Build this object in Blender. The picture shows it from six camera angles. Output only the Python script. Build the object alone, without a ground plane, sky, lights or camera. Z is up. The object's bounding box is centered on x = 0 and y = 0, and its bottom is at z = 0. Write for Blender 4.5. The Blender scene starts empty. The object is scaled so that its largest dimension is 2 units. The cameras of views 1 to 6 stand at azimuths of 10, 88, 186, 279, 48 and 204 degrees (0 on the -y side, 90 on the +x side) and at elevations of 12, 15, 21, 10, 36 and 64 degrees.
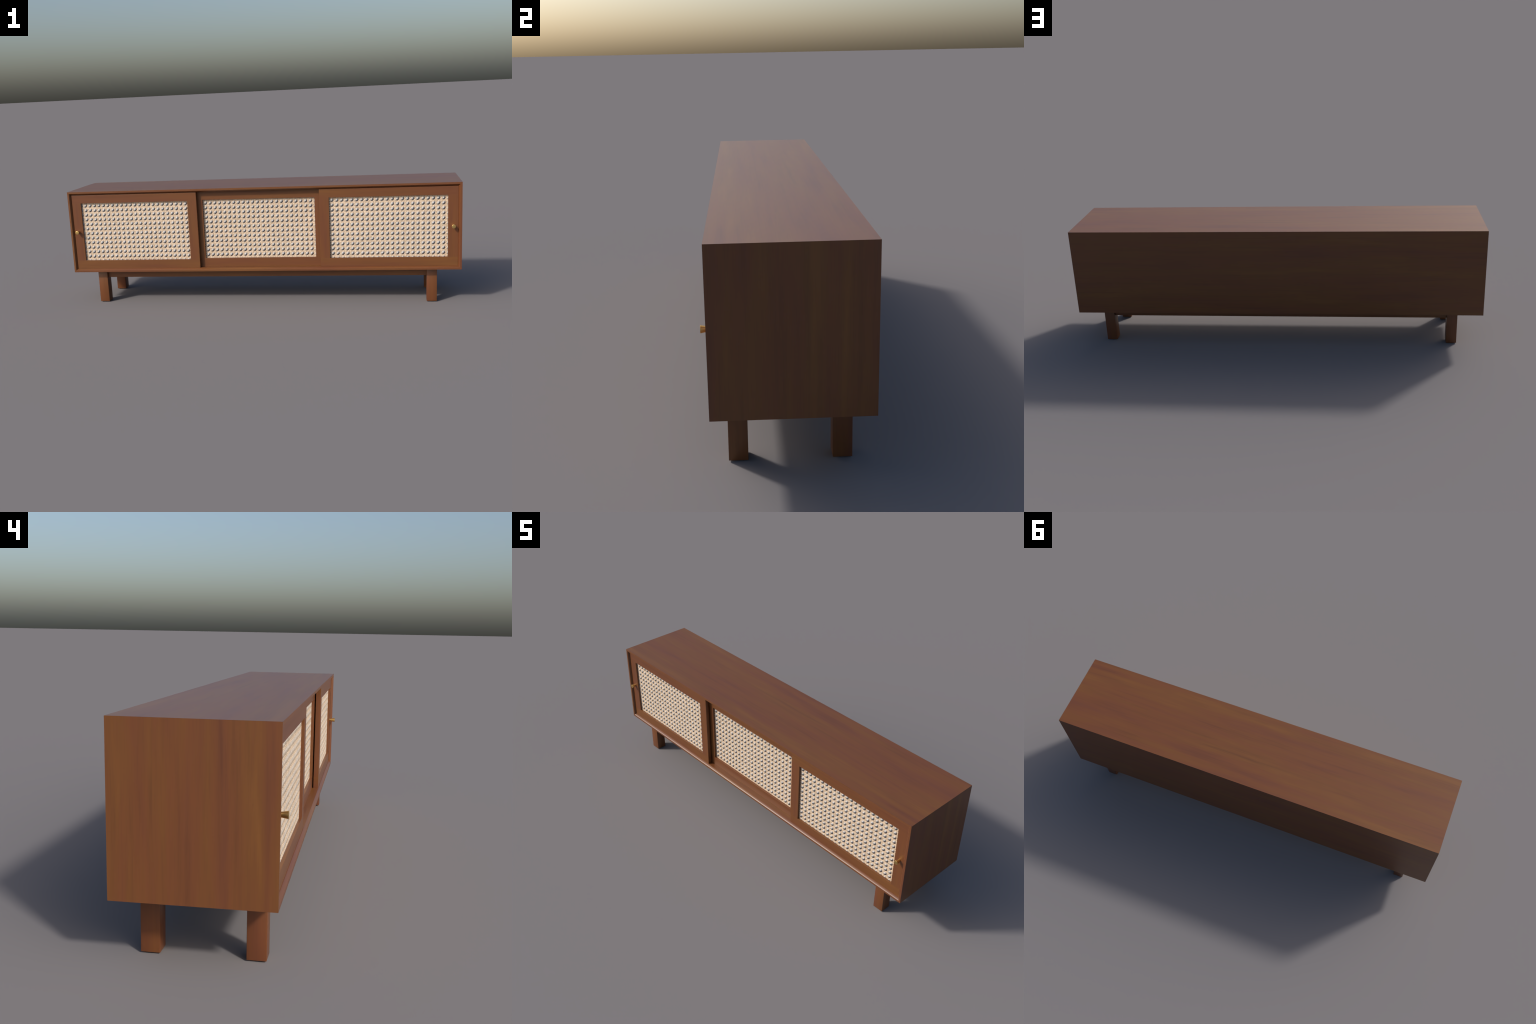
"""Low walnut media cabinet: mitred case, three sliding doors with woven cane
panels, two brass knobs, four square legs joined by two long aprons."""
import math
import random

import bmesh
import bpy
from mathutils import Vector

random.seed(7)

# ------------------------------------------------------------------ sizes (m)
HALF_LENGTH = 1.0
FRONT, BACK = -0.192, 0.2059
BOTTOM, TOP = 0.171, 0.5997
BOARD = 0.0176                      # thickness of the case boards
FILLET = 0.0085                     # rounding of the inner front edge
LEG_SIZE, LEG_OUT = 0.050, 0.8848   # square legs, outer face in x
LEG_FRONT, LEG_BACK = -0.1525, 0.1635
APRON_LOW, APRON_SETBACK, APRON_THICK = 0.1300, 0.0150, 0.020
DOOR_LOW, DOOR_HIGH = 0.1883, 0.5806
OPEN_LOW, OPEN_HIGH = 0.2330, 0.5382
STILE, DOOR_THICK = 0.0480, 0.0190
DOOR_WIDTH = 0.6695
FRONT_TRACK, REAR_TRACK = -0.1822, -0.1588
CANE_SETBACK = 0.0088
PITCH = 0.02452                     # spacing of the holes in the weave


# ------------------------------------------------------------------ materials
def new_material(name):
    mat = bpy.data.materials.new(name)
    mat.use_nodes = True
    return mat, mat.node_tree.nodes, mat.node_tree.links, mat.node_tree.nodes["Principled BSDF"]


def wood(name, along, seed, green=1.0):
    """Walnut whose grain runs along one axis of the object."""
    mat, nodes, links, shader = new_material(name)
    coords = nodes.new("ShaderNodeTexCoord")
    info = nodes.new("ShaderNodeObjectInfo")
    shift = nodes.new("ShaderNodeVectorMath")
    shift.operation = "SCALE"
    shift.inputs[0].default_value = (3.1, 5.3, 7.7)
    links.new(info.outputs["Random"], shift.inputs["Scale"])
    moved = nodes.new("ShaderNodeVectorMath")
    moved.operation = "ADD"
    links.new(coords.outputs["Object"], moved.inputs[0])
    links.new(shift.outputs[0], moved.inputs[1])

    def streaks(long_scale, cross_scale, detail, rough, offset):
        mapping = nodes.new("ShaderNodeMapping")
        scale = [cross_scale] * 3
        scale["xyz".index(along)] = long_scale
        mapping.inputs["Scale"].default_value = scale
        mapping.inputs["Location"].default_value = (offset, offset * 1.7, offset * 0.6)
        links.new(moved.outputs[0], mapping.inputs["Vector"])
        noise = nodes.new("ShaderNodeTexNoise")
        noise.inputs["Scale"].default_value = 1.0
        noise.inputs["Detail"].default_value = detail
        noise.inputs["Roughness"].default_value = rough
        noise.inputs["Distortion"].default_value = 0.25
        links.new(mapping.outputs[0], noise.inputs["Vector"])
        return noise.outputs["Fac"]

    def ramp(source, stops):
        node = nodes.new("ShaderNodeValToRGB")
        elements = node.color_ramp.elements
        while len(elements) < len(stops):
            elements.new(0.5)
        for element, (where, colour) in zip(elements, stops):
            colour = (colour[0], colour[1] * (green if colour[0] < 0.5 else 1.0), colour[2])
            element.position, element.color = where, (*colour, 1)
        links.new(source, node.inputs["Fac"])
        return node.outputs["Color"]

    def blend(factor, a, b, mode):
        node = nodes.new("ShaderNodeMix")
        node.data_type, node.blend_type = "RGBA", mode
        if isinstance(factor, float):
            node.inputs["Factor"].default_value = factor
        else:
            links.new(factor, node.inputs["Factor"])
        links.new(a, node.inputs["A"])
        links.new(b, node.inputs["B"])
        return node.outputs["Result"]

    hue = ramp(streaks(1.8, 20, 3, 0.5, seed),
               [(0.27, (0.127, 0.0430, 0.0190)), (0.44, (0.143, 0.0493, 0.0170)),
                (0.58, (0.145, 0.0542, 0.0156)), (0.73, (0.167, 0.0655, 0.0167))])
    dark = ramp(streaks(2.2, 58, 5, 0.62, seed + 4.3),
                [(0.26, (0.82, 0.815, 0.87)), (0.48, (1, 1, 1)), (0.75, (1.06, 1.05, 1.0))])
    fine = ramp(streaks(9, 260, 2, 0.5, seed + 9.1),
                [(0.25, (0.95, 0.95, 0.95)), (0.75, (1.04, 1.04, 1.04))])
    colour = blend(1.0, blend(1.0, hue, dark, "MULTIPLY"), fine, "MULTIPLY")
    links.new(colour, shader.inputs["Base Color"])
    shader.inputs["Roughness"].default_value = 0.385
    return mat


def plain(name, colour, roughness, metallic=0.0):
    mat, nodes, links, shader = new_material(name)
    shader.inputs["Base Color"].default_value = (*colour, 1)
    shader.inputs["Roughness"].default_value = roughness
    shader.inputs["Metallic"].default_value = metallic
    return mat


def mottled(name, low, high, scale, roughness):
    mat, nodes, links, shader = new_material(name)
    coords = nodes.new("ShaderNodeTexCoord")
    noise = nodes.new("ShaderNodeTexNoise")
    noise.inputs["Scale"].default_value = scale
    noise.inputs["Detail"].default_value = 2
    ramp = nodes.new("ShaderNodeValToRGB")
    ramp.color_ramp.elements[0].position, ramp.color_ramp.elements[0].color = 0.3, (*low, 1)
    ramp.color_ramp.elements[1].position, ramp.color_ramp.elements[1].color = 0.7, (*high, 1)
    links.new(coords.outputs["Object"], noise.inputs["Vector"])
    links.new(noise.outputs["Fac"], ramp.inputs["Fac"])
    links.new(ramp.outputs["Color"], shader.inputs["Base Color"])
    shader.inputs["Roughness"].default_value = roughness
    return mat


WOOD_X = wood("walnut_grain_lengthwise", "x", 1.0)
WOOD_Z = wood("walnut_grain_upright", "z", 2.4)
WOOD_LEG = wood("walnut_leg", "z", 5.2, 0.95)
BRASS = plain("brushed_brass", (0.70, 0.48, 0.18), 0.36, 1.0)
CANE = mottled("cane_strand", (0.53, 0.40, 0.275), (0.86, 0.68, 0.51), 130, 0.5)
CANE_SHADE = mottled("cane_gap_painted_shadow", (0.10, 0.07, 0.045), (0.17, 0.12, 0.08), 120, 0.7)  # brown darkened to paint the shadow between strands
CANE_HOLE = plain("cane_hole_shading_disc", (0.47, 0.465, 0.46), 0.6)


# ------------------------------------------------------------------ mesh tools
def add_object(name, bm, materials, origin, parent, smooth=False):
    bmesh.ops.translate(bm, verts=bm.verts, vec=-Vector(origin))
    mesh = bpy.data.meshes.new(name)
    bm.to_mesh(mesh)
    bm.free()
    for mat in materials:
        mesh.materials.append(mat)
    if smooth:
        mesh.shade_smooth()
    obj = bpy.data.objects.new(name, mesh)
    bpy.context.scene.collection.objects.link(obj)
    place(obj, origin, parent)
    return obj


def place(obj, origin, parent):
    obj.parent = parent
    obj.location = Vector(origin) - (Vector(parent["at"]) if parent and "at" in parent else Vector())


def box_mesh(low, high, bevel=0.0, segments=2):
    bm = bmesh.new()
    bmesh.ops.create_cube(bm, size=1)
    low, high = Vector(low), Vector(high)
    bmesh.ops.scale(bm, vec=high - low, verts=bm.verts)
    bmesh.ops.translate(bm, vec=(low + high) / 2, verts=bm.verts)
    if bevel:
        bmesh.ops.bevel(bm, geom=bm.edges[:], offset=bevel, segments=segments, profile=0.5, affect="EDGES")
    return bm


def auto_smooth(obj, degrees):
    mesh = obj.data
    mesh.shade_smooth()
    mesh.set_sharp_from_angle(angle=math.radians(degrees))


# ------------------------------------------------------------------ root
cabinet = bpy.data.objects.new("media_cabinet", None)
bpy.context.scene.collection.objects.link(cabinet)
cabinet["label"] = "long low walnut cabinet with three sliding cane doors"
cabinet["category"] = "media cabinet"


# ------------------------------------------------------------------ case
def board_profile():
    """(depth, inset) outline of a case board: mitred at the back, with a wide
    chamfer along the inner front edge."""
    return [(BACK, 0.0), (BACK - BOARD, BOARD), (FRONT + FILLET, BOARD),
            (FRONT, BOARD - FILLET), (FRONT, 0.0)]


def soften_chamfer(obj, inward):
    """Eased chamfer: its shading rolls from the inner face down to a crisp
    edge at the front lip; every other face stays flat."""
    mesh = obj.data
    normals = []
    crest = FRONT + FILLET - obj.location.y - 1e-5
    for polygon in mesh.polygons:
        eased = polygon.normal.dot(inward) > 0.3 and polygon.normal.y < -0.3
        for loop in polygon.loop_indices:
            if eased:
                inner = mesh.vertices[mesh.loops[loop].vertex_index].co.y > crest
                tilt = math.radians(71 if inner else 49)
                normals.append(inward * math.sin(tilt) + Vector((0, -math.cos(tilt), 0)))
            else:
                normals.append(polygon.normal.copy())
    mesh.shade_smooth()
    mesh.normals_split_custom_set(normals)


def case_board(name, side, mat):
    """Sweep the profile along one side of the case with mitred ends."""
    bm = bmesh.new()
    hair = 0.00004
    rings = []
    for end in (-1, 1):
        ring = []
        for y, t in board_profile():
            if side in ("top", "bottom"):
                z = TOP - t if side == "top" else BOTTOM + t
                ring.append(bm.verts.new((end * (HALF_LENGTH - t - hair), y, z)))
            else:
                x = HALF_LENGTH - t if side == "right" else -HALF_LENGTH + t
                z = TOP - t - hair if end > 0 else BOTTOM + t + hair
                ring.append(bm.verts.new((x, y, z)))
        rings.append(ring)
    n = len(rings[0])
    for i in range(n):
        bm.faces.new((rings[0][i], rings[0][(i + 1) % n], rings[1][(i + 1) % n], rings[1][i]))
    bm.faces.new(rings[0][::-1])
    bm.faces.new(rings[1])
    bmesh.ops.recalc_face_normals(bm, faces=bm.faces[:])
    middle = {"top": (0, 0, TOP), "bottom": (0, 0, BOTTOM),
              "left": (-HALF_LENGTH, 0, 0.4), "right": (HALF_LENGTH, 0, 0.4)}[side]
    obj = add_object(name, bm, [mat], middle, cabinet)
    soften_chamfer(obj, {"top": Vector((0, 0, -1)), "bottom": Vector((0, 0, 1)),
                         "left": Vector((1, 0, 0)), "right": Vector((-1, 0, 0))}[side])
    return obj


case_board("top_panel", "top", WOOD_X)
case_board("bottom_panel", "bottom", WOOD_X)
case_board("side_panel", "left", WOOD_Z)
case_board("side_panel", "right", WOOD_Z)

bm = bmesh.new()
loops = []
for y, t in ((BACK, 0.0), (BACK - BOARD, BOARD)):
    t += 0.00006
    xs, low, high = HALF_LENGTH - t, BOTTOM + t, TOP - t
    loops.append([bm.verts.new(p) for p in ((-xs, y, low), (xs, y, low), (xs, y, high), (-xs, y, high))])
for loop in loops:
    bm.faces.new(loop)
for i in range(4):
    bm.faces.new((loops[0][i], loops[0][(i + 1) % 4], loops[1][(i + 1) % 4], loops[1][i]))
bmesh.ops.recalc_face_normals(bm, faces=bm.faces[:])
add_object("back_panel", bm, [WOOD_X], (0, BACK, 0.385), cabinet)

# ------------------------------------------------------------------ legs and aprons
leg_mesh = None
for y0 in (LEG_FRONT, LEG_BACK - LEG_SIZE):
    for side in (-1, 1):
        x = side * (LEG_OUT - LEG_SIZE / 2)
        centre = (x, y0 + LEG_SIZE / 2, 0.0)
        half = LEG_SIZE / 2
        bm = box_mesh((x - half, y0, 0.0), (x + half, y0 + LEG_SIZE, BOTTOM - 0.0002), 0.0012)
        leg = add_object("leg", bm, [WOOD_LEG], centre, cabinet)
        auto_smooth(leg, 50)

for y0 in (LEG_FRONT + APRON_SETBACK, LEG_BACK - APRON_SETBACK - APRON_THICK):
    reach = LEG_OUT - LEG_SIZE
    bm = box_mesh((-reach, y0, APRON_LOW), (reach, y0 + APRON_THICK, BOTTOM - 0.0002), 0.0006, 1)
    add_object("apron", bm, [WOOD_X], (0, y0, APRON_LOW), cabinet)


# ------------------------------------------------------------------ doors
def door_frame(x0, x1, y_front):
    """Two full-width rails with two stiles between them, one thick frame."""
    bm = bmesh.new()
    xs = (x0, x0 + STILE, x1 - STILE, x1)
    zs = (DOOR_LOW, OPEN_LOW, OPEN_HIGH, DOOR_HIGH)
    grid = [[bm.verts.new((x, y_front, z)) for z in zs] for x in xs]
    for i in range(3):
        for j in range(3):
            if i == 1 and j == 1:
                continue
            face = bm.faces.new((grid[i][j], grid[i + 1][j], grid[i + 1][j + 1], grid[i][j + 1]))
            face.material_index = 1 if j == 1 else 0
    made = bmesh.ops.extrude_face_region(bm, geom=bm.faces[:], use_keep_orig=True)
    back = [v for v in made["geom"] if isinstance(v, bmesh.types.BMVert)]
    bmesh.ops.translate(bm, verts=back, vec=(0, DOOR_THICK, 0))
    bmesh.ops.recalc_face_normals(bm, faces=bm.faces[:])
    rims = [e for e in bm.edges if len(e.link_faces) == 2
            and e.link_faces[0].normal.dot(e.link_faces[1].normal) < 0.5]
    bmesh.ops.bevel(bm, geom=rims, offset=0.0007, segments=2, profile=0.5, affect="EDGES")
    return bm


def ribbon(bm, points, across, width, lift):
    """Arched strip laid along a path; it bulges towards the front (-y)."""
    outline = ((-0.5, 0.0), (-0.36, 0.72), (0.0, 1.0), (0.36, 0.72), (0.5, 0.0))
    rows = []
    for p in points:
        rows.append([bm.verts.new(p + across * (width * a) + Vector((0, -lift * h, 0))) for a, h in outline])
    for r0, r1 in zip(rows, rows[1:]):
        for k in range(len(outline) - 1):
            bm.faces.new((r0[k], r1[k], r1[k + 1], r0[k + 1]))


def weave(bm, x0, x1, z0, z1, hole_x, hole_z, y):
    """Classic six-way cane: pairs of uprights, pairs of cross strands woven
    over and under them, single diagonals between, leaving octagonal holes."""
    first_x = hole_x - PITCH * (math.floor((hole_x - x0) / PITCH) + 1.5)
    first_z = hole_z - PITCH * (math.floor((hole_z - z0) / PITCH) + 1.5)
    columns = [first_x + PITCH * k for k in range(int((x1 - first_x) / PITCH) + 2)]
    rows = [first_z + PITCH * k for k in range(int((z1 - first_z) / PITCH) + 2)]
    step = PITCH / 6
    inside = 0.0009
    wave = 0.0001

    def upright(x, phase):
        if not x0 + inside < x < x1 - inside:
            return
        n = int((z1 - z0) / step)
        zs = [z0 + (z1 - z0) * k / n for k in range(n + 1)]
        ribbon(bm, [Vector((x + random.uniform(-1, 1) * 0.00012, y - 0.0002 - wave * math.cos(math.pi * (z - first_z) / PITCH * 2 + phase), z))
                    for z in zs], Vector((1, 0, 0)), PITCH * 0.120, 0.00032)

    def cross(z, phase):
        if not z0 + inside < z < z1 - inside:
            return
        n = int((x1 - x0) / step)
        xs = [x0 + (x1 - x0) * k / n for k in range(n + 1)]
        ribbon(bm, [Vector((x, y - 0.0002 - wave * math.cos(math.pi * (x - first_x) / PITCH * 2 + phase), z + random.uniform(-1, 1) * 0.00012))
                    for x in xs], Vector((0, 0, -1)), PITCH * 0.120, 0.00032)

    def diagonal(offset, slope):
        # line z - first_z = slope * (x - first_x) + offset, clipped to the opening
        at = lambda x: first_z + slope * (x - first_x) + offset
        ends = sorted(((z0 - first_z - offset) / slope + first_x, (z1 - first_z - offset) / slope + first_x))
        a, b = max(x0, ends[0]), min(x1, ends[1])
        if b - a < PITCH * 0.2:
            return
        n = max(1, int((b - a) / (PITCH / 2)))
        pts = [Vector((a + (b - a) * k / n, y - 0.00002, at(a + (b - a) * k / n))) for k in range(n + 1)]
        ribbon(bm, pts, Vector((slope, 0, -1)).normalized() if slope > 0 else Vector((-1, 0, -1)).normalized(), PITCH * 0.11, 0.0002)

    for i, x in enumerate(columns):
        upright(x - PITCH * 0.087, 0.0)
        upright(x + PITCH * 0.087, math.pi)
    for j, z in enumerate(rows):
        cross(z - PITCH * 0.087, math.pi)
        cross(z + PITCH * 0.087, 0.0)
    span = int((x1 - x0 + z1 - z0) / PITCH) + 3
    for k in range(-span, span):
        diagonal((k + 0.5) * PITCH, 1)
        diagonal((k + 0.5) * PITCH, -1)
    return columns, rows


def hole_shading_discs(name, door, columns, rows, x0, x1, z0, z1, y, origin):
    """A low padded disc in every hole of the weave. The discs are shallow but
    carry the normals of steep little cones, so they shade like beads."""
    vertices, faces, normals = [], [], []
    slant = 0.14
    sides, levels = 16, (0.0, 0.16, 0.38, 0.62, 0.82, 1.0)
    radius_x, radius_z, height = PITCH * 0.345, PITCH * 0.375, 0.0002
    for cx in [c + PITCH / 2 for c in columns]:
        for cz in [r + PITCH / 2 for r in rows]:
            if cx + radius_x < x0 or cx - radius_x > x1 or cz + radius_z < z0 or cz - radius_z > z1:
                continue
            jx, jz = random.uniform(-1, 1) * 0.0003, random.uniform(-1, 1) * 0.0003
            start = len(vertices)
            wide, tall = random.uniform(0.92, 1.06), random.uniform(0.92, 1.06)
            jx, jz = jx - PITCH * 0.025, jz + PITCH * 0.03  # shifted up-left, baring dark backing as a shadow crescent at lower right
            for i, rho in enumerate(levels):
                tilt = math.radians(72) * min(1.0, (rho / 0.38)) ** 0.75
                for k in range(sides if i else 1):
                    a = math.tau * k / sides
                    px = min(max(cx + jx + radius_x * wide * rho * (math.cos(a) + slant * math.sin(a)), x0), x1)
                    pz = min(max(cz + jz + radius_z * tall * rho * (math.sin(a) + slant * math.cos(a)), z0), z1)
                    vertices.append((px - origin[0], y - height * (1 - rho * rho) - origin[1], pz - origin[2]))
                    normals.append((math.sin(tilt) * math.cos(a), -math.cos(tilt), math.sin(tilt) * math.sin(a)))
            for k in range(sides):
                m = (k + 1) % sides
                faces.append((start, start + 1 + k, start + 1 + m))
                for i in range(1, len(levels) - 1):
                    a0, b0 = start + 1 + (i - 1) * sides, start + 1 + i * sides
                    faces.append((a0 + k, b0 + k, b0 + m, a0 + m))
    mesh = bpy.data.meshes.new(name)
    mesh.from_pydata(vertices, [], faces)
    mesh.materials.append(CANE_HOLE)
    mesh.shade_smooth()
    mesh.normals_split_custom_set_from_vertices(normals)
    obj = bpy.data.objects.new(name, mesh)
    bpy.context.scene.collection.objects.link(obj)
    place(obj, origin, door)
    obj["kind"] = "stuff"
    return obj


def knob(door, x, y_base, z):
    """Small conical brass pull, wider at its tip, turned about the y axis."""
    profile = [(0.0, 0.0), (0.0060, 0.0), (0.0062, -0.003), (0.0070, -0.0090), (0.0084, -0.0170),
               (0.0095, -0.0228), (0.0096, -0.0233), (0.0093, -0.0236), (0.0088, -0.0237), (0.0, -0.0237)]
    bm = bmesh.new()
    sides = 32
    rings = []
    for r, dy in profile:
        if r == 0:
            rings.append([bm.verts.new((x, y_base + dy, z))])
        else:
            rings.append([bm.verts.new((x + r * math.cos(math.tau * k / sides), y_base + dy,
                                        z + r * math.sin(math.tau * k / sides))) for k in range(sides)])
    for a, b in zip(rings, rings[1:]):
        for k in range(sides):
            m = (k + 1) % sides
            ring = [a[0], b[k], b[m]] if len(a) == 1 else [a[k], a[m], b[0]] if len(b) == 1 else [a[k], a[m], b[m], b[k]]
            bm.faces.new(ring)
    bmesh.ops.recalc_face_normals(bm, faces=bm.faces[:])
    obj = add_object("knob", bm, [BRASS], (x, y_base, z), door)
    auto_smooth(obj, 40)
    return obj


def build_door(x0, y_front, hole_x, hole_z, knob_x):
    x1 = x0 + DOOR_WIDTH
    origin = Vector(((x0 + x1) / 2, y_front, (DOOR_LOW + DOOR_HIGH) / 2))
    door = add_object("door", door_frame(x0, x1, y_front), [WOOD_X, WOOD_Z], origin, cabinet)
    door["at"] = origin
    ox0, ox1 = x0 + STILE, x1 - STILE
    y = y_front + CANE_SETBACK + 0.0012
    edge = 0.0001
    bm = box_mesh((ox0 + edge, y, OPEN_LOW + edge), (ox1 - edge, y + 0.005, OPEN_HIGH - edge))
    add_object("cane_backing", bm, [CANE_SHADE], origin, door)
    bm = bmesh.new()
    columns, rows = weave(bm, ox0 + edge, ox1 - edge, OPEN_LOW + edge, OPEN_HIGH - edge, hole_x, hole_z, y)
    cane = add_object("cane_webbing", bm, [CANE], origin, door, smooth=True)
    cane["kind"] = "stuff"
    hole_shading_discs("cane_hole_shading_disc", door, columns, rows, ox0 + edge, ox1 - edge,
                 OPEN_LOW + edge, OPEN_HIGH - edge, y - 0.0003, origin)
    if knob_x is not None:
        knob(door, knob_x, y_front, 0.3868)
    return door


build_door(-0.9823, FRONT_TRACK, -0.3720, 0.5226, -0.9598)
build_door(-DOOR_WIDTH / 2 + 0.0005, REAR_TRACK, 0.2675, 0.5195, None)
build_door(0.9823 - DOOR_WIDTH, FRONT_TRACK, 0.9150, 0.5226, 0.9598)

for obj in bpy.data.objects:
    if "at" in obj:
        del obj["at"]
